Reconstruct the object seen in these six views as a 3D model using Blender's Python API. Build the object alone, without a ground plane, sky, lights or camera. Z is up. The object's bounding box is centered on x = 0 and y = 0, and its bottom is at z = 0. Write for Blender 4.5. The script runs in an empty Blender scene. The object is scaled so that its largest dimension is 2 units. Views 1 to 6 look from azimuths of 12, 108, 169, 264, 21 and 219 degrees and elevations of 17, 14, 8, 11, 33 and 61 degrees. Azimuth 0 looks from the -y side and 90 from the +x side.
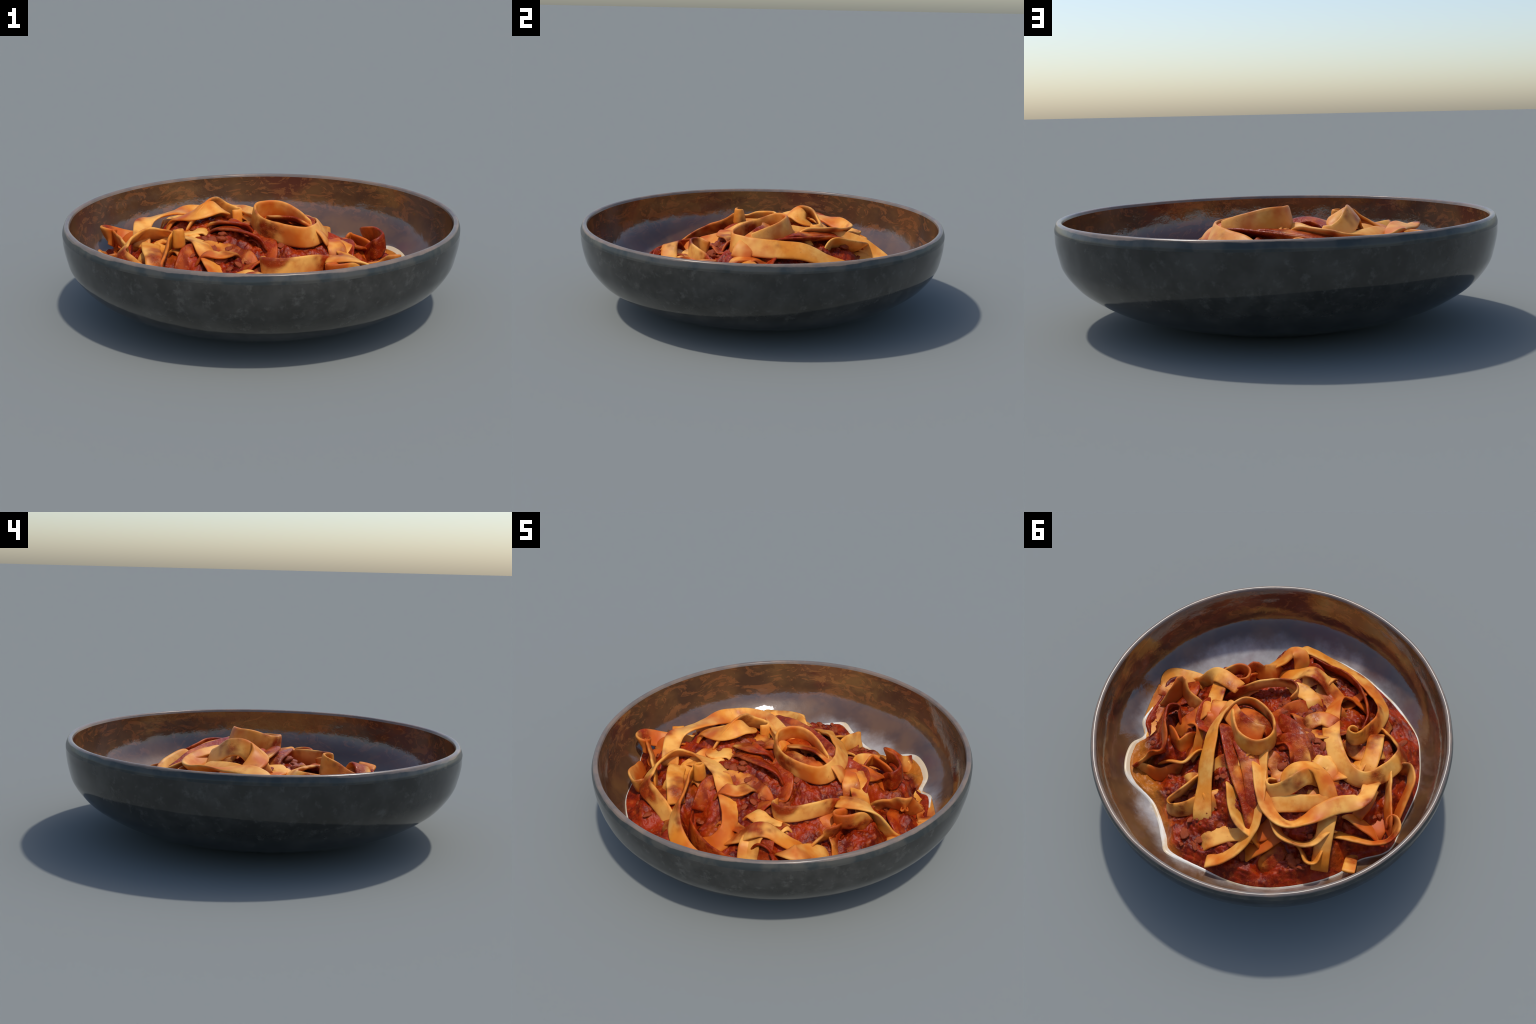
"""A dark bowl with a copper-brown glazed inside, holding tagliatelle in meat sauce."""
import bpy, math, random
import numpy as np
from mathutils import Vector, noise

random.seed(11)
RNG = np.random.default_rng(11)
COLL = bpy.context.scene.collection

# ----------------------------------------------------------------- helpers
def add_object(name, verts, faces, material, parent, smooth=True):
    me = bpy.data.meshes.new(name)
    me.from_pydata([tuple(map(float, v)) for v in verts], [], faces)
    me.materials.append(material)
    if smooth:
        me.polygons.foreach_set("use_smooth", [True] * len(me.polygons))
    me.update()
    ob = bpy.data.objects.new(name, me)
    COLL.objects.link(ob)
    ob.parent = parent
    return ob

def make_empty(name, label, category):
    e = bpy.data.objects.new(name, None)
    COLL.objects.link(e)
    e["label"] = label
    e["category"] = category
    return e

def fbm(x, y, z, octaves=4):
    return noise.fractal(Vector((x, y, z)), 0.6, 2.1, octaves)

def smoothstep(a, b, x):
    t = np.clip((np.asarray(x, float) - a) / (b - a), 0, 1)
    return t * t * (3 - 2 * t)

# --------------------------------------------------------------- materials
class Nodes:
    """Small wrapper that makes node graphs readable."""
    def __init__(self, name):
        self.mat = bpy.data.materials.new(name)
        self.mat.use_nodes = True
        self.t = self.mat.node_tree
        self.bsdf = self.t.nodes["Principled BSDF"]
        self.coord = self.t.nodes.new("ShaderNodeTexCoord").outputs["Object"]
    def link(self, a, b):
        self.t.links.new(a, b)
    def put(self, socket, value):
        if hasattr(value, "is_output"):
            self.link(value, socket)
        elif isinstance(value, tuple) and len(value) == 3 and socket.type == "RGBA":
            socket.default_value = (*value, 1)
        else:
            socket.default_value = value
    def mapped(self, scale=(1, 1, 1), loc=(0, 0, 0)):
        n = self.t.nodes.new("ShaderNodeMapping")
        self.link(self.coord, n.inputs["Vector"])
        n.inputs["Scale"].default_value = scale
        n.inputs["Location"].default_value = loc
        return n.outputs["Vector"]
    def noise(self, scale, detail=4, rough=0.55, vector=None, distortion=0.0):
        n = self.t.nodes.new("ShaderNodeTexNoise")
        self.link(vector or self.coord, n.inputs["Vector"])
        n.inputs["Scale"].default_value = scale
        n.inputs["Detail"].default_value = detail
        n.inputs["Roughness"].default_value = rough
        n.inputs["Distortion"].default_value = distortion
        return n.outputs["Fac"]
    def voronoi(self, scale, vector=None, feature="F1"):
        n = self.t.nodes.new("ShaderNodeTexVoronoi")
        n.feature = feature
        self.link(vector or self.coord, n.inputs["Vector"])
        n.inputs["Scale"].default_value = scale
        return n.outputs["Distance"]
    def ramp(self, fac, lo, hi):
        n = self.t.nodes.new("ShaderNodeMapRange")
        n.interpolation_type = "SMOOTHSTEP"
        self.link(fac, n.inputs["Value"])
        n.inputs["From Min"].default_value = lo
        n.inputs["From Max"].default_value = hi
        return n.outputs["Result"]
    def math(self, op, a, b=0.0):
        n = self.t.nodes.new("ShaderNodeMath")
        n.operation = op
        self.put(n.inputs[0], a)
        self.put(n.inputs[1], b)
        return n.outputs[0]
    def mix(self, fac, a, b):
        n = self.t.nodes.new("ShaderNodeMix")
        n.data_type = "RGBA"
        self.put(n.inputs[0], fac)
        self.put(n.inputs[6], a)
        self.put(n.inputs[7], b)
        return n.outputs[2]
    def axis(self, which):
        n = self.t.nodes.new("ShaderNodeSeparateXYZ")
        self.link(self.coord, n.inputs[0])
        return n.outputs[which]
    def bump(self, height, strength, distance=0.01):
        n = self.t.nodes.new("ShaderNodeBump")
        self.link(height, n.inputs["Height"])
        n.inputs["Strength"].default_value = strength
        n.inputs["Distance"].default_value = distance
        self.link(n.outputs[0], self.bsdf.inputs["Normal"])
    def set(self, **kw):
        for k, v in kw.items():
            self.put(self.bsdf.inputs[k.replace("_", " ")], v)

PALE = (0.88, 0.44, 0.10)
GOLD = (0.74, 0.25, 0.026)
FILM = (0.55, 0.078, 0.005)
RED = (0.30, 0.018, 0.002)
DEEP = (0.105, 0.006, 0.002)

def pasta_material(name, sauce):
    """sauce: 0 nearly clean ... 1 heavily coated."""
    m = Nodes(name)
    col = m.mix(m.ramp(m.noise(6, 4), 0.36, 0.64), GOLD, PALE)
    film = m.ramp(m.noise(4.2, 3, 0.5, m.mapped(loc=(3, 1, 7))), 0.45 - 0.20 * sauce, 0.68 - 0.24 * sauce)
    col = m.mix(m.math("MULTIPLY", film, 0.85), col, FILM)
    coat = m.ramp(m.noise(4.6, 3, 0.52, m.mapped(loc=(9, 4, 2))), 0.52 - 0.26 * sauce, 0.68 - 0.26 * sauce)
    pulp = m.ramp(m.noise(34, 5, 0.65), 0.44, 0.66)
    body = m.mix(m.ramp(m.noise(10, 4), 0.36, 0.62), (0.17, 0.010, 0.002), RED)
    body = m.mix(m.math("MULTIPLY", pulp, 0.5), body, (0.50, 0.085, 0.010))
    col = m.mix(m.math("MULTIPLY", coat, 0.95), col, body)
    streak = m.ramp(m.noise(16, 5, 0.6, m.mapped(loc=(1, 6, 3))), 0.52, 0.74)
    col = m.mix(m.math("MULTIPLY", streak, 0.35), col, FILM)
    speck = m.ramp(m.noise(40, 3), 0.68, 0.75)
    col = m.mix(m.math("MULTIPLY", speck, 0.35), col, (0.42, 0.10, 0.015))
    m.set(Base_Color=col, Roughness=m.math("SUBTRACT", 0.44, m.math("MULTIPLY", coat, 0.16)), Specular_IOR_Level=0.18)
    m.bsdf.inputs["Subsurface Weight"].default_value = 0.06
    m.bsdf.inputs["Subsurface Radius"].default_value = (0.03, 0.012, 0.004)
    relief = m.math("ADD", m.math("MULTIPLY", m.noise(45, 4), 0.35), m.math("MULTIPLY", m.math("MULTIPLY", coat, pulp), 0.9))
    m.bump(relief, 0.45, 0.005)
    return m.mat

def sauce_material():
    m = Nodes("tomato_meat_sauce")
    col = m.mix(m.ramp(m.noise(9, 5, 0.6), 0.36, 0.62), DEEP, (0.34, 0.026, 0.002))
    grain = m.ramp(m.noise(38, 5, 0.65, m.mapped((1, 1, 0.7))), 0.50, 0.66)
    col = m.mix(m.math("MULTIPLY", grain, 0.5), col, (0.50, 0.09, 0.013))
    oil = m.ramp(m.noise(5, 3, 0.5, m.mapped(loc=(5, 5, 1))), 0.56, 0.70)
    col = m.mix(m.math("MULTIPLY", oil, 0.45), col, (0.48, 0.09, 0.008))
    # clear orange oil gathers along the open shore of the sauce
    toward = m.math("ADD", m.math("MULTIPLY", m.axis(0), 0.6), m.math("MULTIPLY", m.axis(1), 0.8))
    edge = m.ramp(m.math("ADD", toward, m.math("MULTIPLY", m.noise(6, 3), 0.12)), 0.71, 0.79)
    col = m.mix(m.math("MULTIPLY", edge, 0.85), col, (0.50, 0.17, 0.02))
    m.set(Base_Color=col, Roughness=0.28, Specular_IOR_Level=0.25)
    m.bump(m.noise(44, 5, 0.65), 0.6, 0.009)
    return m.mat

def meat_material():
    m = Nodes("minced_meat")
    col = m.mix(m.ramp(m.noise(24, 4), 0.38, 0.62), (0.20, 0.018, 0.004), (0.42, 0.09, 0.022))
    m.set(Base_Color=col, Roughness=0.38, Specular_IOR_Level=0.25)
    m.bump(m.noise(60, 4), 0.4, 0.006)
    return m.mat

def margin_material():
    m = Nodes("pale_margin")
    col = m.mix(m.ramp(m.noise(7, 4), 0.40, 0.60), (0.74, 0.72, 0.66), (0.66, 0.52, 0.34))
    m.set(Base_Color=col, Roughness=0.35)
    return m.mat

def shell_material():
    m = Nodes("charcoal_stoneware")
    col = m.mix(m.ramp(m.noise(7, 5, 0.6), 0.35, 0.70), (0.024, 0.023, 0.019), (0.048, 0.046, 0.040))
    fleck = m.ramp(m.noise(22, 5, 0.65), 0.52, 0.75)
    col = m.mix(m.math("MULTIPLY", fleck, 0.6), col, (0.095, 0.092, 0.082))
    m.set(Base_Color=col, Roughness=m.math("ADD", 0.05, m.math("MULTIPLY", m.noise(12, 4), 0.08)), Specular_IOR_Level=0.5)
    m.bump(m.noise(9, 4), 0.08, 0.012)
    return m.mat

def lining_material():
    """Glossy copper-brown glaze on the wall that turns into mottled grey on the floor."""
    m = Nodes("copper_and_grey_glaze")
    z = m.axis(2)
    low = m.math("ADD", z, m.math("MULTIPLY", m.math("SUBTRACT", m.noise(5, 5, 0.6), 0.5), 0.14))
    wall = m.ramp(low, 0.085, 0.20)
    grey = m.mix(m.ramp(m.noise(4, 4), 0.35, 0.66), (0.30, 0.29, 0.27), (0.56, 0.55, 0.53))
    grey = m.mix(m.math("MULTIPLY", m.ramp(m.noise(4, 3, 0.5, m.mapped(loc=(7, 7, 7))), 0.54, 0.70), 0.4), grey, (0.28, 0.18, 0.17))
    copper = m.mix(m.ramp(m.noise(4.5, 4), 0.35, 0.65), (0.085, 0.042, 0.022), (0.145, 0.070, 0.028))
    copper = m.mix(m.ramp(m.noise(2.2, 2, 0.5, m.mapped(loc=(2, 8, 3))), 0.52, 0.68), copper, (0.110, 0.036, 0.020))
    vein = m.ramp(m.noise(7, 6, 0.7, m.mapped((1, 1, 2.0)), 1.6), 0.53, 0.575)
    upper = m.ramp(z, 0.22, 0.34)
    copper = m.mix(m.math("MULTIPLY", m.math("MULTIPLY", vein, upper), 0.7), copper, (0.25, 0.095, 0.034))
    m.set(Base_Color=m.mix(wall, grey, copper), Roughness=0.03, Specular_IOR_Level=1.0)
    m.bump(m.noise(12, 6, 0.6), 0.17, 0.012)
    return m.mat

def rim_material():
    """Worn brown-grey lip above a charcoal bevel."""
    m = Nodes("worn_rim_glaze")
    lip = m.mix(m.ramp(m.noise(8, 4), 0.38, 0.62), (0.16, 0.130, 0.112), (0.23, 0.165, 0.125))
    radius = m.math("SQRT", m.math("ADD", m.math("MULTIPLY", m.axis(0), m.axis(0)), m.math("MULTIPLY", m.axis(1), m.axis(1))))
    bevel = m.ramp(m.math("ADD", radius, m.math("MULTIPLY", m.noise(12, 4), 0.004)), 0.9925, 0.9945)
    char = m.mix(m.ramp(m.noise(9, 4), 0.4, 0.6), (0.030, 0.036, 0.036), (0.062, 0.060, 0.052))
    m.set(Base_Color=m.mix(bevel, lip, char), Roughness=0.26, Specular_IOR_Level=0.35)
    m.bump(m.noise(10, 3), 0.12, 0.01)
    return m.mat

# -------------------------------------------------------------------- bowl
OUTER = [(0.0, 0.0), (0.25, 0.0), (0.40, 0.001), (0.475, 0.010), (0.55, 0.029), (0.627, 0.050), (0.692, 0.070), (0.72, 0.080),
         (0.766, 0.100), (0.803, 0.120), (0.851, 0.150), (0.892, 0.180), (0.922, 0.210), (0.953, 0.250),
         (0.975, 0.290), (0.986, 0.330), (0.994, 0.370), (0.999, 0.410), (1.0, 0.445)]
RIM = [(1.0, 0.445), (0.9985, 0.458), (0.992, 0.477), (0.988, 0.485), (0.980, 0.489), (0.970, 0.487), (0.966, 0.483), (0.963, 0.474)]
INNER = [(0.963, 0.474), (0.964, 0.440), (0.962, 0.400), (0.957, 0.350), (0.945, 0.300), (0.921, 0.250), (0.878, 0.203), (0.832, 0.167),
         (0.775, 0.132), (0.70, 0.100), (0.60, 0.072), (0.48, 0.050), (0.32, 0.040), (0.0, 0.038)]

_ir = np.array([p[0] for p in INNER][::-1])
_iz = np.array([p[1] for p in INNER][::-1])
def floor_height(r):
    return np.interp(r, _ir, _iz)

def smooth_profile(points, n):
    """Catmull-Rom through the profile points, evenly in parameter."""
    p = np.array(points, float)
    p = np.vstack([2 * p[0] - p[1], p, 2 * p[-1] - p[-2]])
    out = []
    segs = len(points) - 1
    for k in range(n + 1):
        s = k / n * segs
        i = min(int(s), segs - 1)
        t = s - i
        a, b, c, d = p[i:i + 4]
        out.append(0.5 * (2 * b + (c - a) * t + (2 * a - 5 * b + 4 * c - d) * t * t + (3 * b - a - 3 * c + d) * t ** 3))
    return out

def revolve(name, points, steps, material, parent, segments=192):
    prof = smooth_profile(points, steps)
    verts, faces = [], []
    for r, z in prof:
        r, z = max(r, 0.0), max(z, 0.0)
        for k in range(segments):
            a = 2 * math.pi * k / segments
            ca, sa = math.cos(a), math.sin(a)
            w = 0.0030 * fbm(ca * 2.3, sa * 2.3, z * 3 + 5, 3) * smoothstep(0.05, 0.3, z) * (r > 0.3)
            hgt = 0.0022 * noise.noise(Vector((ca * 2, sa * 2, 9))) * float(smoothstep(0.3, 0.45, z))
            rr = min(r + w, 1.0)
            verts.append((rr * ca, rr * sa, z + hgt))
    for j in range(len(prof) - 1):
        for k in range(segments):
            k2 = (k + 1) % segments
            faces.append((j * segments + k, j * segments + k2, (j + 1) * segments + k2, (j + 1) * segments + k))
    return add_object(name, verts, faces, material, parent)

bowl = make_empty("serving_bowl", "round dark stoneware bowl with copper brown glazed inside", "bowl")
revolve("bowl_shell", OUTER, 68, shell_material(), bowl)
revolve("bowl_rim", RIM, 28, rim_material(), bowl)
revolve("bowl_lining", INNER, 60, lining_material(), bowl)

# ------------------------------------------------------------------ noodles
meal = make_empty("pasta_serving", "tagliatelle ribbons tangled in red meat sauce", "pasta dish")
PASTA = [pasta_material("pasta_clean", 0.0), pasta_material("pasta_stained", 0.36), pasta_material("pasta_coated", 0.72)]
NOODLE_WIDTH, NOODLE_THICKNESS = 0.096, 0.018
support = []           # points under the noodles: the sauce mound follows them

def spline(points, spacing=0.010):
    p = np.array(points, float)
    p = np.vstack([2 * p[0] - p[1], p, 2 * p[-1] - p[-2]])
    out = []
    for i in range(1, len(p) - 2):
        a, b, c, d = p[i - 1], p[i], p[i + 1], p[i + 2]
        n = max(3, int(np.linalg.norm(c[:3] - b[:3]) / spacing))
        for k in range(n):
            t = k / n
            out.append(0.5 * (2 * b + (c - a) * t + (2 * a - 5 * b + 4 * c - d) * t * t + (3 * b - a - 3 * c + d) * t ** 3))
    out.append(p[-2])
    return np.array(out)

def noodle(coating, *points, width=NOODLE_WIDTH, free=(0, 0)):
    """points: x, y, z of the centre line and the ribbon's tilt in degrees
    (0 lies flat, +-90 stands on edge). An end that is not free dives into the sauce."""
    points = [np.array(p, float) for p in points]
    for end, step in ((0, 1), (-1, -1)):
        if not free[end]:
            out = points[end] - points[end + step]
            out[2] = out[3] = 0
            dive = points[end] + out / np.linalg.norm(out) * 0.045
            dive[2] = max(dive[2] - 0.06, floor_height(math.hypot(dive[0], dive[1])) + 0.02)
            points = [dive] + points if end == 0 else points + [dive]
    s = spline(points)
    c, tilt = s[:, :3], np.radians(s[:, 3])
    for it in range(2):
        c[1:-1] = 0.25 * c[:-2] + 0.5 * c[1:-1] + 0.25 * c[2:]
    tan = np.gradient(c, axis=0)
    tan /= np.linalg.norm(tan, axis=1)[:, None]
    n, ring = len(c), 16
    seed = random.uniform(0, 50)
    verts, side = [], None
    for i in range(n):
        h = np.cross((0, 0, 1), tan[i])
        if np.linalg.norm(h) < 0.15 and side is not None:
            h = side
        h = h - tan[i] * h.dot(tan[i])
        h /= np.linalg.norm(h)
        side = h if side is None or h.dot(side) >= 0 else -h
        up = np.cross(tan[i], side)
        w = math.cos(tilt[i]) * side + math.sin(tilt[i]) * up
        nrm = np.cross(tan[i], w)
        u = i / (n - 1) * (n * 0.01)
        half = 0.5 * width * (1 + 0.07 * noise.noise(Vector((u * 9, seed, 0))))
        cup = 0.007 * noise.noise(Vector((u * 7, seed, 4)))
        end = min(i, n - 1 - i)
        shrink = {0: 0.55, 1: 0.9}.get(end, 1.0)
        for k in range(ring):
            a = 2 * math.pi * k / ring
            ca, sa = math.cos(a), math.sin(a)
            x = math.copysign(abs(ca) ** 0.45, ca) * half * (0.97 if end == 0 else 1)
            y = math.copysign(abs(sa) ** 0.75, sa) * NOODLE_THICKNESS * 0.5 * shrink
            wave = 0.004 * noise.noise(Vector((u * 16, seed + (3 if x > 0 else 8), 1))) * abs(x / half)
            p = c[i] + w * x + nrm * (y + cup * (x / half) ** 2 + wave)
            reach = math.hypot(p[0], p[1])
            if reach > 0.93:
                p[:2] *= 0.93 / reach
            p[2] = max(p[2], floor_height(math.hypot(p[0], p[1])) + 0.006)
            verts.append(p)
    faces = []
    for i in range(n - 1):
        for k in range(ring):
            k2 = (k + 1) % ring
            faces.append((i * ring + k, i * ring + k2, (i + 1) * ring + k2, (i + 1) * ring + k))
    faces.append(tuple(range(ring))[::-1])
    faces.append(tuple((n - 1) * ring + k for k in range(ring)))
    for i in range(3, n - 3, 4):
        low = abs(math.sin(tilt[i])) * width * 0.5
        support.append((c[i][0], c[i][1], c[i][2] - low - 0.012))
    return add_object("noodle", verts, faces, PASTA[coating], meal)

# knot strip
noodle(0, (0.059, 0.559, 0.265, -15), (0.146, 0.427, 0.32, -35), (0.221, 0.296, 0.385, -42), (0.294, 0.139, 0.4, -52),
       (0.3, 0, 0.405, -68), (0.242, -0.096, 0.405, -85), (0.114, -0.092, 0.42, -95), (-0.001, -0.03, 0.437, -92),
       (-0.052, 0.069, 0.472, -80), (-0.008, 0.148, 0.477, -70), (0.084, 0.161, 0.472, -72), (0.171, 0.11, 0.447, -80),
       (0.257, 0.037, 0.417, -70), width=0.108, free=(0, 1))
# knot curl
noodle(1, (0.309, 0.007, 0.405, 25), (0.202, 0.051, 0.44, 30), (0.098, 0.071, 0.455, 25), (0.017, 0.053, 0.455, 30), width=0.11, free=(0, 1))
# sheet left
noodle(2, (0.223, 0.115, 0.42, -20), (0.098, 0.228, 0.415, -25), (-0.047, 0.339, 0.4, -25), (-0.158, 0.41, 0.37, -25),
       (-0.222, 0.466, 0.34, -25))
# sheet mid
noodle(2, (0.101, 0.134, 0.425, 0), (-0.007, 0.209, 0.425, 0), (-0.108, 0.301, 0.41, 5), (-0.177, 0.381, 0.385, 10), width=0.11)
# long tail
noodle(0, (-0.027, 0.127, 0.42, 40), (-0.098, 0.233, 0.41, 42), (-0.162, 0.325, 0.395, 45), (-0.209, 0.4, 0.375, 48),
       (-0.247, 0.499, 0.345, 48), (-0.235, 0.609, 0.28, 40), (-0.177, 0.705, 0.23, 30), (-0.112, 0.751, 0.2, 15), free=(0, 1))
# loop under tail
noodle(0, (-0.027, 0.393, 0.385, -50), (-0.1, 0.471, 0.36, -50), (-0.177, 0.509, 0.335, -40), (-0.258, 0.509, 0.315, -30))
# low loop
noodle(0, (0.218, 0.409, 0.27, 80), (0.244, 0.524, 0.25, 85), (0.272, 0.602, 0.22, 80), (0.229, 0.622, 0.205, 65),
       (0.162, 0.572, 0.22, 55), (0.107, 0.505, 0.25, 40))
# stub
noodle(0, (0.092, 0.444, 0.31, 0), (0.055, 0.473, 0.3, 0), (0.037, 0.501, 0.265, 0), free=(1, 0))
# low flat
noodle(0, (-0.056, 0.654, 0.225, 0), (-0.129, 0.57, 0.255, 0), (-0.232, 0.511, 0.285, 0))
# left ridge
noodle(2, (0.545, 0.156, 0.27, 85), (0.583, 0.124, 0.3, 85), (0.616, 0.173, 0.325, 80), (0.572, 0.266, 0.335, 75),
       (0.508, 0.339, 0.315, 70), (0.491, 0.389, 0.28, 70), (0.549, 0.425, 0.22, 70), (0.58, 0.49, 0.18, 70))
# tent
noodle(0, (0.713, 0.054, 0.18, 60), (0.696, 0.008, 0.245, 65), (0.69, -0.04, 0.285, 70), (0.63, -0.001, 0.24, 70),
       (0.546, 0.012, 0.22, 50))
# rim strip
noodle(0, (0.787, 0.006, 0.16, 10), (0.818, -0.068, 0.16, 10), (0.773, -0.13, 0.15, 10), (0.662, -0.167, 0.15, 10))
# flat leaf
noodle(0, (0.789, 0.042, 0.15, 0), (0.76, 0.142, 0.14, 0), (0.722, 0.234, 0.13, 0), (0.66, 0.295, 0.13, 0))
# left bright
noodle(0, (0.49, 0.192, 0.28, 0), (0.459, 0.113, 0.31, -10), (0.423, 0.033, 0.34, -10))
# square end
noodle(0, (0.367, -0.18, 0.325, 5), (0.457, -0.182, 0.335, 0), (0.539, -0.182, 0.315, -20), (0.588, -0.173, 0.25, -50),
       (0.618, -0.165, 0.19, -60), (0.65, -0.152, 0.15, -60), free=(1, 0))
# mid left stub
noodle(0, (0.503, -0.167, 0.29, 20), (0.456, -0.071, 0.31, 20), (0.416, 0.017, 0.3, 20))
# top curl
noodle(1, (0.506, -0.249, 0.285, 85), (0.463, -0.302, 0.3, 85), (0.402, -0.31, 0.295, 80), (0.388, -0.266, 0.285, 80),
       (0.434, -0.225, 0.28, 80), free=(0, 1))
# top peak
noodle(1, (0.411, -0.312, 0.23, 60), (0.408, -0.368, 0.28, 65), (0.365, -0.381, 0.25, 60), (0.32, -0.44, 0.225, 50))
# front hook
noodle(1, (0.39, -0.152, 0.27, -90), (0.354, -0.193, 0.3, -88), (0.291, -0.268, 0.32, -85), (0.207, -0.347, 0.325, -85),
       (0.132, -0.381, 0.33, -88), (0.08, -0.355, 0.325, -95), (0.082, -0.294, 0.31, -95), free=(0, 1))
# tall peak
noodle(0, (0.378, -0.45, 0.185, -30), (0.318, -0.526, 0.24, -30), (0.289, -0.599, 0.285, -20), (0.236, -0.6, 0.28, 0),
       (0.2, -0.563, 0.225, 0))
# back sweep
noodle(0, (0.282, -0.697, 0.2, -30), (0.161, -0.722, 0.19, -35), (0.027, -0.74, 0.165, -35), (-0.098, -0.732, 0.17, -32),
       (-0.208, -0.698, 0.185, -35), (-0.306, -0.646, 0.215, -38), (-0.377, -0.569, 0.265, -45), (-0.408, -0.471, 0.305, -55),
       (-0.408, -0.382, 0.335, -62), (-0.408, -0.298, 0.385, -70), (-0.382, -0.245, 0.41, -75), (-0.337, -0.252, 0.42, -85),
       (-0.346, -0.29, 0.42, -85), (-0.382, -0.289, 0.42, -85), free=(0, 1))
# back edge
noodle(2, (0.217, -0.681, 0.17, -70), (0.097, -0.685, 0.18, -75), (-0.032, -0.688, 0.2, -80), (-0.158, -0.652, 0.215, -80),
       (-0.254, -0.586, 0.225, -80), (-0.317, -0.507, 0.225, -80), (-0.349, -0.43, 0.22, -80))
# top flat
noodle(0, (0.258, -0.454, 0.2, 0), (0.193, -0.488, 0.25, -10), (0.111, -0.516, 0.315, -15), (0.041, -0.528, 0.31, -20),
       (-0.027, -0.524, 0.255, -15), (-0.107, -0.513, 0.2, 0))
# big loop
noodle(0, (-0.238, -0.581, 0.17, 40), (-0.163, -0.568, 0.2, 50), (-0.115, -0.516, 0.24, 50), (-0.128, -0.436, 0.275, 40),
       (-0.19, -0.311, 0.325, 20), (-0.273, -0.198, 0.38, 15), (-0.375, -0.112, 0.38, 25), (-0.49, -0.067, 0.375, 45),
       (-0.584, -0.087, 0.38, 55), (-0.631, -0.184, 0.37, 48), (-0.649, -0.295, 0.345, 45), (-0.632, -0.37, 0.33, 55),
       (-0.564, -0.417, 0.305, 65), (-0.478, -0.461, 0.25, 70), width=0.102)
# inner band
noodle(0, (-0.46, -0.363, 0.34, 10), (-0.509, -0.258, 0.355, 10), (-0.542, -0.152, 0.34, 10))
# right loop
noodle(0, (-0.676, -0.309, 0.29, 80), (-0.713, -0.327, 0.285, 75), (-0.768, -0.261, 0.29, 65), (-0.789, -0.151, 0.25, 60),
       (-0.806, -0.071, 0.22, 60))
# right wall
noodle(0, (-0.642, -0.233, 0.31, 80), (-0.707, -0.122, 0.32, 75), (-0.761, -0.038, 0.32, 70), (-0.806, 0.026, 0.32, 75))
# left tip
noodle(0, (-0.593, 0.226, 0.25, -30), (-0.706, 0.188, 0.265, -45), (-0.815, 0.155, 0.285, -50), (-0.869, 0.108, 0.315, -60),
       (-0.868, 0.039, 0.33, -65), (-0.827, 0.002, 0.33, -75), (-0.805, 0.024, 0.315, -80), (-0.823, 0.062, 0.3, -80), free=(0, 1))
# peak arch
noodle(0, (-0.274, 0.205, 0.42, -10), (-0.246, 0.166, 0.45, -20), (-0.263, 0.118, 0.485, -30), (-0.304, 0.072, 0.48, -35),
       (-0.359, 0.058, 0.46, -30), (-0.426, 0.084, 0.435, -15), (-0.493, 0.135, 0.4, 0))
# peak curl
noodle(0, (-0.201, 0.216, 0.4, 80), (-0.16, 0.236, 0.4, 80), (-0.164, 0.276, 0.405, 75), (-0.207, 0.292, 0.41, 65),
       (-0.267, 0.254, 0.442, 58), (-0.307, 0.202, 0.482, 55), (-0.33, 0.144, 0.487, 50), (-0.353, 0.098, 0.457, 45),
       (-0.376, 0.075, 0.422, 40), free=(1, 0))
# flat band
noodle(0, (-0.261, 0.326, 0.375, 25), (-0.353, 0.264, 0.395, 30), (-0.439, 0.204, 0.4, 30), (-0.514, 0.137, 0.39, 20))
# sweep
noodle(0, (-0.076, 0.206, 0.42, -30), (-0.168, 0.309, 0.415, -35), (-0.252, 0.372, 0.4, -35), (-0.345, 0.394, 0.39, -40),
       (-0.412, 0.373, 0.385, -45), (-0.461, 0.317, 0.403, -35), (-0.504, 0.23, 0.418, 0), (-0.553, 0.149, 0.423, 15),
       (-0.607, 0.089, 0.413, 10), (-0.64, 0.029, 0.403, -20), (-0.619, -0.075, 0.37, -30))
# under sweep
noodle(0, (-0.623, -0.063, 0.355, -20), (-0.646, 0.016, 0.35, -20), (-0.636, 0.084, 0.33, -10))
# lower loop
noodle(0, (-0.31, 0.396, 0.35, -55), (-0.379, 0.435, 0.34, -55), (-0.473, 0.428, 0.325, -55), (-0.542, 0.375, 0.32, -50),
       (-0.562, 0.283, 0.33, -40))
# drop band
noodle(0, (-0.539, 0.216, 0.37, 0), (-0.585, 0.316, 0.335, 0), (-0.624, 0.398, 0.27, 0))
# small loop
noodle(0, (-0.521, 0.422, 0.27, -70), (-0.572, 0.452, 0.255, -65), (-0.606, 0.432, 0.255, -60), (-0.599, 0.388, 0.27, -60))
# right flat
noodle(0, (-0.619, 0.115, 0.32, -30), (-0.695, 0.115, 0.3, -35), (-0.758, 0.11, 0.28, -40))
# center stub
noodle(2, (0.006, -0.105, 0.39, 30), (-0.082, -0.092, 0.42, 20), (-0.161, -0.057, 0.425, 0), (-0.234, -0.012, 0.4, 0))
# center band
noodle(2, (-0.077, 0.006, 0.41, 20), (-0.142, -0.022, 0.44, 20), (-0.212, 0.012, 0.43, 10), (-0.262, 0.069, 0.4, 0))
# left box
noodle(0, (0.433, 0.39, 0.215, -60), (0.358, 0.36, 0.235, -60), (0.341, 0.284, 0.25, -60))
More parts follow.
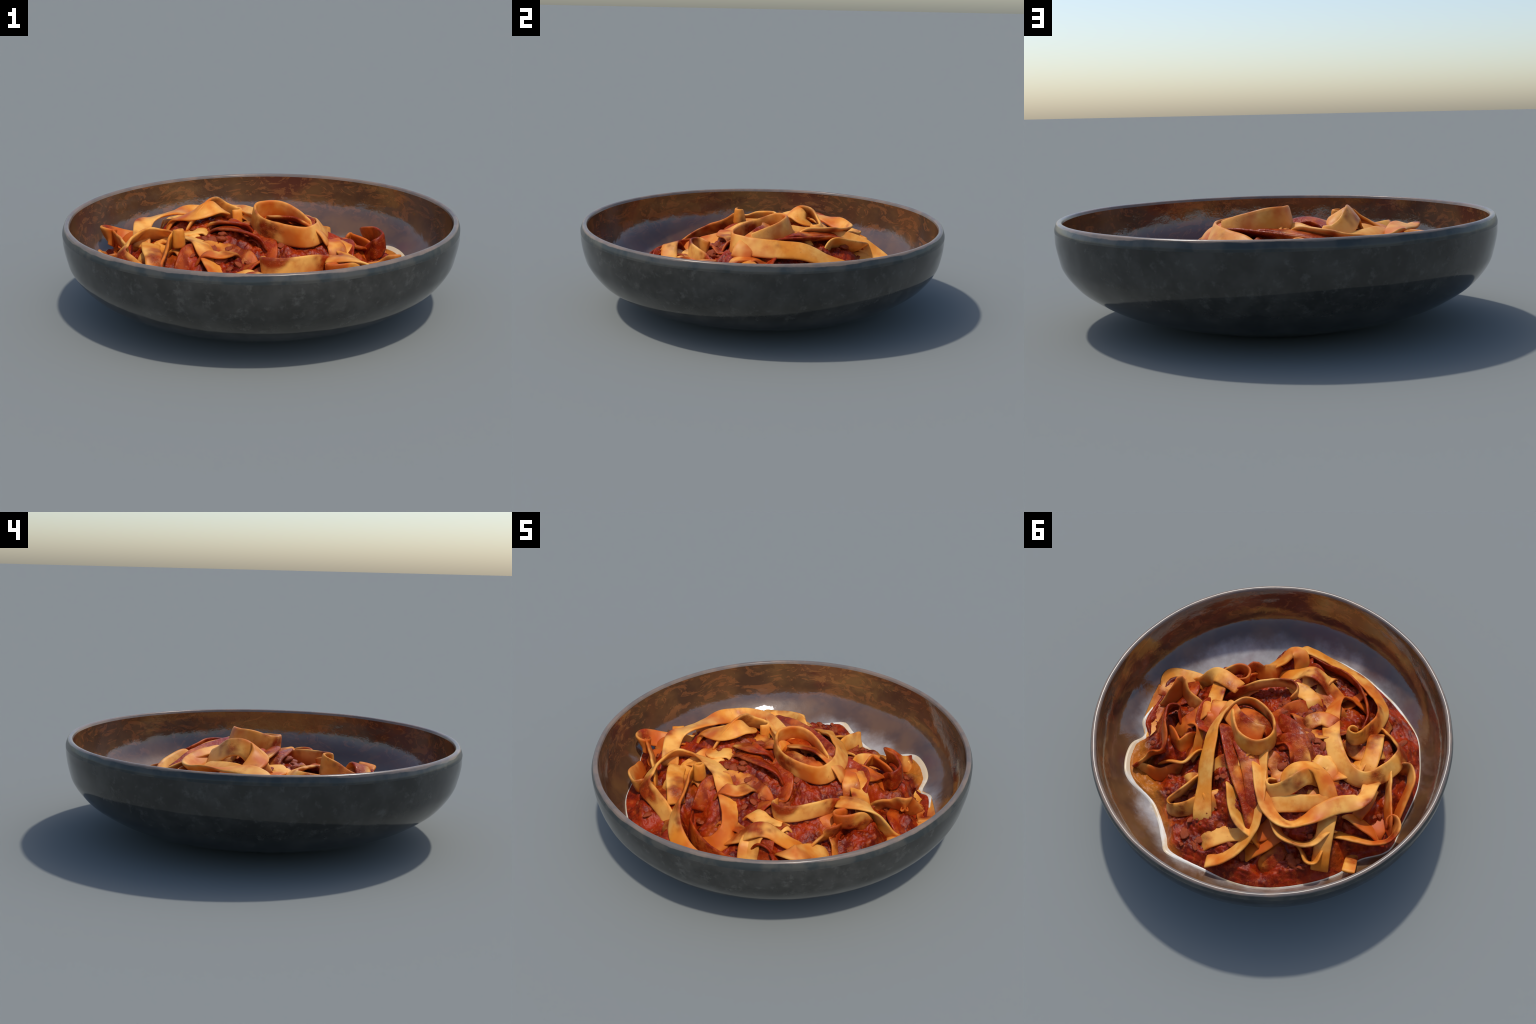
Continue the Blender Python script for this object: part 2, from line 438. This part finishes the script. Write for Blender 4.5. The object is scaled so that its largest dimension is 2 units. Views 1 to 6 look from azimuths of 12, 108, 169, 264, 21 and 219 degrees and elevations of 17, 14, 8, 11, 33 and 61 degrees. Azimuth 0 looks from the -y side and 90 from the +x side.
# left cup
noodle(1, (0.513, 0.269, 0.27, 70), (0.422, 0.309, 0.285, 70), (0.401, 0.245, 0.29, 70))
# left low
noodle(1, (0.556, 0.504, 0.15, 70), (0.442, 0.476, 0.16, 65), (0.387, 0.407, 0.18, 60))
# end stub
noodle(0, (-0.731, 0.251, 0.17, 0), (-0.762, 0.32, 0.225, 0), (-0.783, 0.369, 0.25, 0), width=0.07, free=(0, 1))
# right under
noodle(1, (-0.506, -0.367, 0.29, 0), (-0.567, -0.323, 0.285, 0), (-0.616, -0.344, 0.27, 0))
# under fold
noodle(1, (-0.102, -0.222, 0.34, 0), (-0.143, -0.283, 0.345, 0), (-0.224, -0.29, 0.35, 0))
# behind arch
noodle(0, (-0.296, -0.016, 0.39, 0), (-0.367, -0.025, 0.375, 0), (-0.427, 0.034, 0.36, 0))
# arch inside
noodle(0, (-0.356, 0.149, 0.38, 0), (-0.407, 0.169, 0.385, 0), (-0.442, 0.202, 0.37, 0))
# low orange
noodle(1, (-0.277, 0.58, 0.24, 0), (-0.326, 0.505, 0.27, 0), (-0.361, 0.425, 0.3, 0))
# low bit
noodle(1, (-0.386, 0.573, 0.2, 20), (-0.411, 0.512, 0.235, 20), (-0.423, 0.459, 0.25, 20))
# knot fill
noodle(1, (0.25, -0.015, 0.39, -20), (0.162, -0.038, 0.41, -20), (0.037, -0.011, 0.425, -20))
# left bit
noodle(1, (0.357, 0.105, 0.33, 0), (0.355, 0.046, 0.35, 0), (0.392, -0.025, 0.34, 0))
# right low
noodle(1, (-0.669, -0.088, 0.25, 0), (-0.746, -0.021, 0.25, 0), (-0.771, 0.095, 0.25, 0))
# outer fan
noodle(1, (0.414, -0.322, 0.25, -60), (0.409, -0.345, 0.21, -60), (0.423, -0.376, 0.16, -60))

# -------------------------------------------------------------------- sauce
# where the sauce itself is in view: x, y, height
sauce_spots = [
    (-0.089, 0.434, 0.385), (-0.507, 0.35, 0.335), (-0.421, 0.381, 0.34), (-0.032, -0.655, 0.17), (-0.128, -0.636, 0.18),
    (0.337, 0.043, 0.355), (0.007, 0.348, 0.385), (-0.351, 0.107, 0.405), (0.071, -0.284, 0.29), (-0.034, -0.333, 0.29),
    (-0.154, -0.262, 0.32), (0.1, -0.196, 0.27), (0.22, -0.292, 0.25), (-0.124, 0.099, 0.39), (-0.061, 0.556, 0.25),
    (0.027, 0.683, 0.19), (-0.49, 0.536, 0.22), (-0.636, 0.437, 0.19), (-0.516, -0.541, 0.19), (-0.429, -0.193, 0.29),
    (-0.691, -0.03, 0.33), (-0.246, -0.1, 0.38), (-0.281, 0.01, 0.39), (0.153, 0.004, 0.41), (0.082, -0.01, 0.425),
    (-0.654, 0.162, 0.28), (0.406, -0.341, 0.2), (0.436, 0.181, 0.3), (0.392, 0.443, 0.19), (0.331, 0.364, 0.235),
    (0.219, 0.505, 0.2), (0.093, 0.32, 0.37), (0.04, 0.45, 0.32), (-0.141, 0.181, 0.38), (-0.706, -0.353, 0.2),
    (-0.22, -0.468, 0.22), (-0.297, 0.602, 0.21), (-0.716, 0.246, 0.21), (0.023, 0.562, 0.28), (-0.56, 0.453, 0.25),
    (0.612, 0.33, 0.18),
]
# outline of the sauce on the bowl, counter-clockwise: x, y
shore = [
    (0.796, 0.068), (0.762, 0.243), (0.692, 0.315), (0.697, 0.406), (0.642, 0.523),
    (0.552, 0.596), (0.369, 0.63), (0.187, 0.746), (0.092, 0.816), (-0.1, 0.786),
    (-0.299, 0.751), (-0.461, 0.673), (-0.617, 0.53), (-0.726, 0.381), (-0.775, 0.235),
    (-0.883, 0.119), (-0.847, -0.069), (-0.795, -0.307), (-0.69, -0.493), (-0.584, -0.607),
    (-0.386, -0.705), (-0.182, -0.765), (-0.003, -0.783), (0.175, -0.76), (0.285, -0.742),
    (0.382, -0.676), (0.427, -0.511), (0.571, -0.386), (0.639, -0.31), (0.682, -0.189),
    (0.765, -0.154), (0.829, -0.051),
]

spots = np.array(sauce_spots + support, float)
spot_weight = np.concatenate([np.full(len(sauce_spots), 4.0), np.ones(len(support))])
shore_xy = np.array(shore, float)
centre = shore_xy.mean(axis=0)
closed = spline(np.vstack([np.c_[shore_xy, np.zeros((len(shore), 2))]] + [np.c_[shore_xy[:1], np.zeros((1, 2))]]), 0.02)[:-1, :2]
ang = np.arctan2(closed[:, 1] - centre[1], closed[:, 0] - centre[0])
rad = np.hypot(closed[:, 0] - centre[0], closed[:, 1] - centre[1])
order = np.argsort(ang)
ang, rad = ang[order], rad[order]
ang = np.concatenate([ang - 2 * math.pi, ang, ang + 2 * math.pi])
rad = np.tile(rad, 3)
def shore_radius(a):
    return np.interp(a, ang, rad)

def mound_height(x, y):
    d2 = (spots[:, 0] - x) ** 2 + (spots[:, 1] - y) ** 2
    w = spot_weight / (d2 + 0.0012) ** 2
    return float((w * spots[:, 2]).sum() / w.sum())

def sauce_surface(x, y):
    dx, dy = x - centre[0], y - centre[1]
    edge = 1 - math.hypot(dx, dy) / shore_radius(math.atan2(dy, dx))
    base = floor_height(math.hypot(x, y))
    k = float(smoothstep(0.0, 0.09, edge))
    h = (base + 0.022) * (1 - k) + max(mound_height(x, y), base + 0.02) * k
    grain = fbm(x * 16, y * 16, 2, 4) * 0.012 + fbm(x * 40, y * 40, 6, 3) * 0.008
    return base + 0.001 + (h + grain * (0.3 + 0.7 * k) - base) * float(smoothstep(-0.005, 0.03, edge)) ** 0.6

def buried_noodle():
    """A coated noodle that snakes half sunk through the sauce."""
    while True:
        a = random.uniform(-math.pi, math.pi)
        r = shore_radius(a) * math.sqrt(random.random()) * 0.88
        x, y = centre[0] + r * math.cos(a), centre[1] + r * math.sin(a)
        if min(math.hypot(x - q[0], y - q[1]) for q in sauce_spots) > 0.07:
            break
    heading, turn = random.uniform(0, 6.28), random.uniform(-9, 9)
    tilt, points = random.uniform(-40, 40), []
    for k in range(random.randint(4, 8)):
        dx, dy = x - centre[0], y - centre[1]
        if math.hypot(dx, dy) > 0.88 * shore_radius(math.atan2(dy, dx)):
            break
        points.append((x, y, mound_height(x, y) + random.uniform(0.0, 0.016), tilt + random.uniform(-15, 15)))
        x += 0.055 * math.cos(heading)
        y += 0.055 * math.sin(heading)
        heading += turn * 0.055 + random.uniform(-0.3, 0.3)
    if len(points) > 2:
        noodle(random.choice((0, 1, 1, 2)), *points)

for _ in range(26):
    buried_noodle()

def sauce_mesh():
    rings, segs = 130, 440
    verts = [(centre[0], centre[1], sauce_surface(*centre))]
    for j in range(1, rings + 1):
        f = (j / rings) ** 0.75
        for k in range(segs):
            a = -math.pi + 2 * math.pi * k / segs
            r = shore_radius(a) * f
            x, y = centre[0] + r * math.cos(a), centre[1] + r * math.sin(a)
            z = sauce_surface(x, y)
            if j == rings:
                z = floor_height(math.hypot(x, y)) - 0.004
            verts.append((x, y, z))
    faces = [(0, 1 + k, 1 + (k + 1) % segs) for k in range(segs)]
    for j in range(rings - 1):
        for k in range(segs):
            k2 = (k + 1) % segs
            faces.append((1 + j * segs + k, 1 + (j + 1) * segs + k, 1 + (j + 1) * segs + k2, 1 + j * segs + k2))
    # underside, hidden inside the bowl wall
    faces.append(tuple(1 + (rings - 1) * segs + k for k in range(segs))[::-1])
    return add_object("sauce", verts, faces, sauce_material(), meal)
sauce = sauce_mesh()

def margin_mesh():
    """Pale whitish band along the edge of the sauce."""
    segs, cols = 320, 8
    verts, faces = [], []
    for k in range(segs):
        a = -math.pi + 2 * math.pi * k / segs
        r0 = shore_radius(a)
        x0, y0 = centre[0] + r0 * math.cos(a), centre[1] + r0 * math.sin(a)
        spread = max(float(smoothstep(0.45, 0.75, 0.6 * x0 + 0.8 * y0)), 0.35 * float(smoothstep(0.45, 0.75, -y0)))
        out = 0.003 + 0.020 * spread * (1 + 1.1 * noise.noise(Vector((math.cos(a) * 4, math.sin(a) * 4, 4))))
        for j in range(cols + 1):
            t = j / cols
            r = r0 - 0.05 + (0.05 + out) * t
            x, y = centre[0] + r * math.cos(a), centre[1] + r * math.sin(a)
            z = floor_height(math.hypot(x, y)) + 0.012 * math.sqrt(max(0.0, 1 - t ** 4)) - (0.004 if j == cols else 0)
            verts.append((x, y, z))
    for k in range(segs):
        k2 = (k + 1) % segs
        for j in range(cols):
            faces.append((k * (cols + 1) + j, k * (cols + 1) + j + 1, k2 * (cols + 1) + j + 1, k2 * (cols + 1) + j))
    return add_object("pale_edge_band", verts, faces, margin_material(), meal)
margin_mesh()

# ---------------------------------------------------------------- meat bits
def crumb_mesh(name, seed, material):
    import bmesh
    bm = bmesh.new()
    bmesh.ops.create_icosphere(bm, subdivisions=3, radius=1.0)
    for v in bm.verts:
        d = 1 + 0.30 * fbm(v.co.x * 1.3 + seed, v.co.y * 1.3, v.co.z * 1.3, 2)
        v.co = v.co * d
        v.co.z *= 0.6
        v.co.x *= 1.3
    me = bpy.data.meshes.new(name)
    bm.to_mesh(me)
    bm.free()
    me.materials.append(material)
    me.polygons.foreach_set("use_smooth", [True] * len(me.polygons))
    return me

MEAT = meat_material()
crumbs = [crumb_mesh("meat_crumb", 7.3 * i, MEAT) for i in range(7)]
made = 0
while made < 190:
    if random.random() < 0.75:
        sx, sy, _ = random.choice(sauce_spots)
        x, y = random.gauss(sx, 0.06), random.gauss(sy, 0.06)
    else:
        a = random.uniform(-math.pi, math.pi)
        r = shore_radius(a) * math.sqrt(random.random()) * 0.93
        x, y = centre[0] + r * math.cos(a), centre[1] + r * math.sin(a)
    dx, dy = x - centre[0], y - centre[1]
    if math.hypot(dx, dy) > 0.93 * shore_radius(math.atan2(dy, dx)):
        continue
    size = random.choice((0.009, 0.012, 0.014, 0.018, 0.024))
    ob = bpy.data.objects.new("meat_crumb", random.choice(crumbs))
    COLL.objects.link(ob)
    ob.parent = meal
    ob.location = (x, y, sauce_surface(x, y) + size * 0.05)
    ob.rotation_euler = (random.uniform(-0.5, 0.5), random.uniform(-0.5, 0.5), random.uniform(0, 6.28))
    ob.scale = (size * random.uniform(0.8, 1.3), size * random.uniform(0.8, 1.2), size)
    made += 1
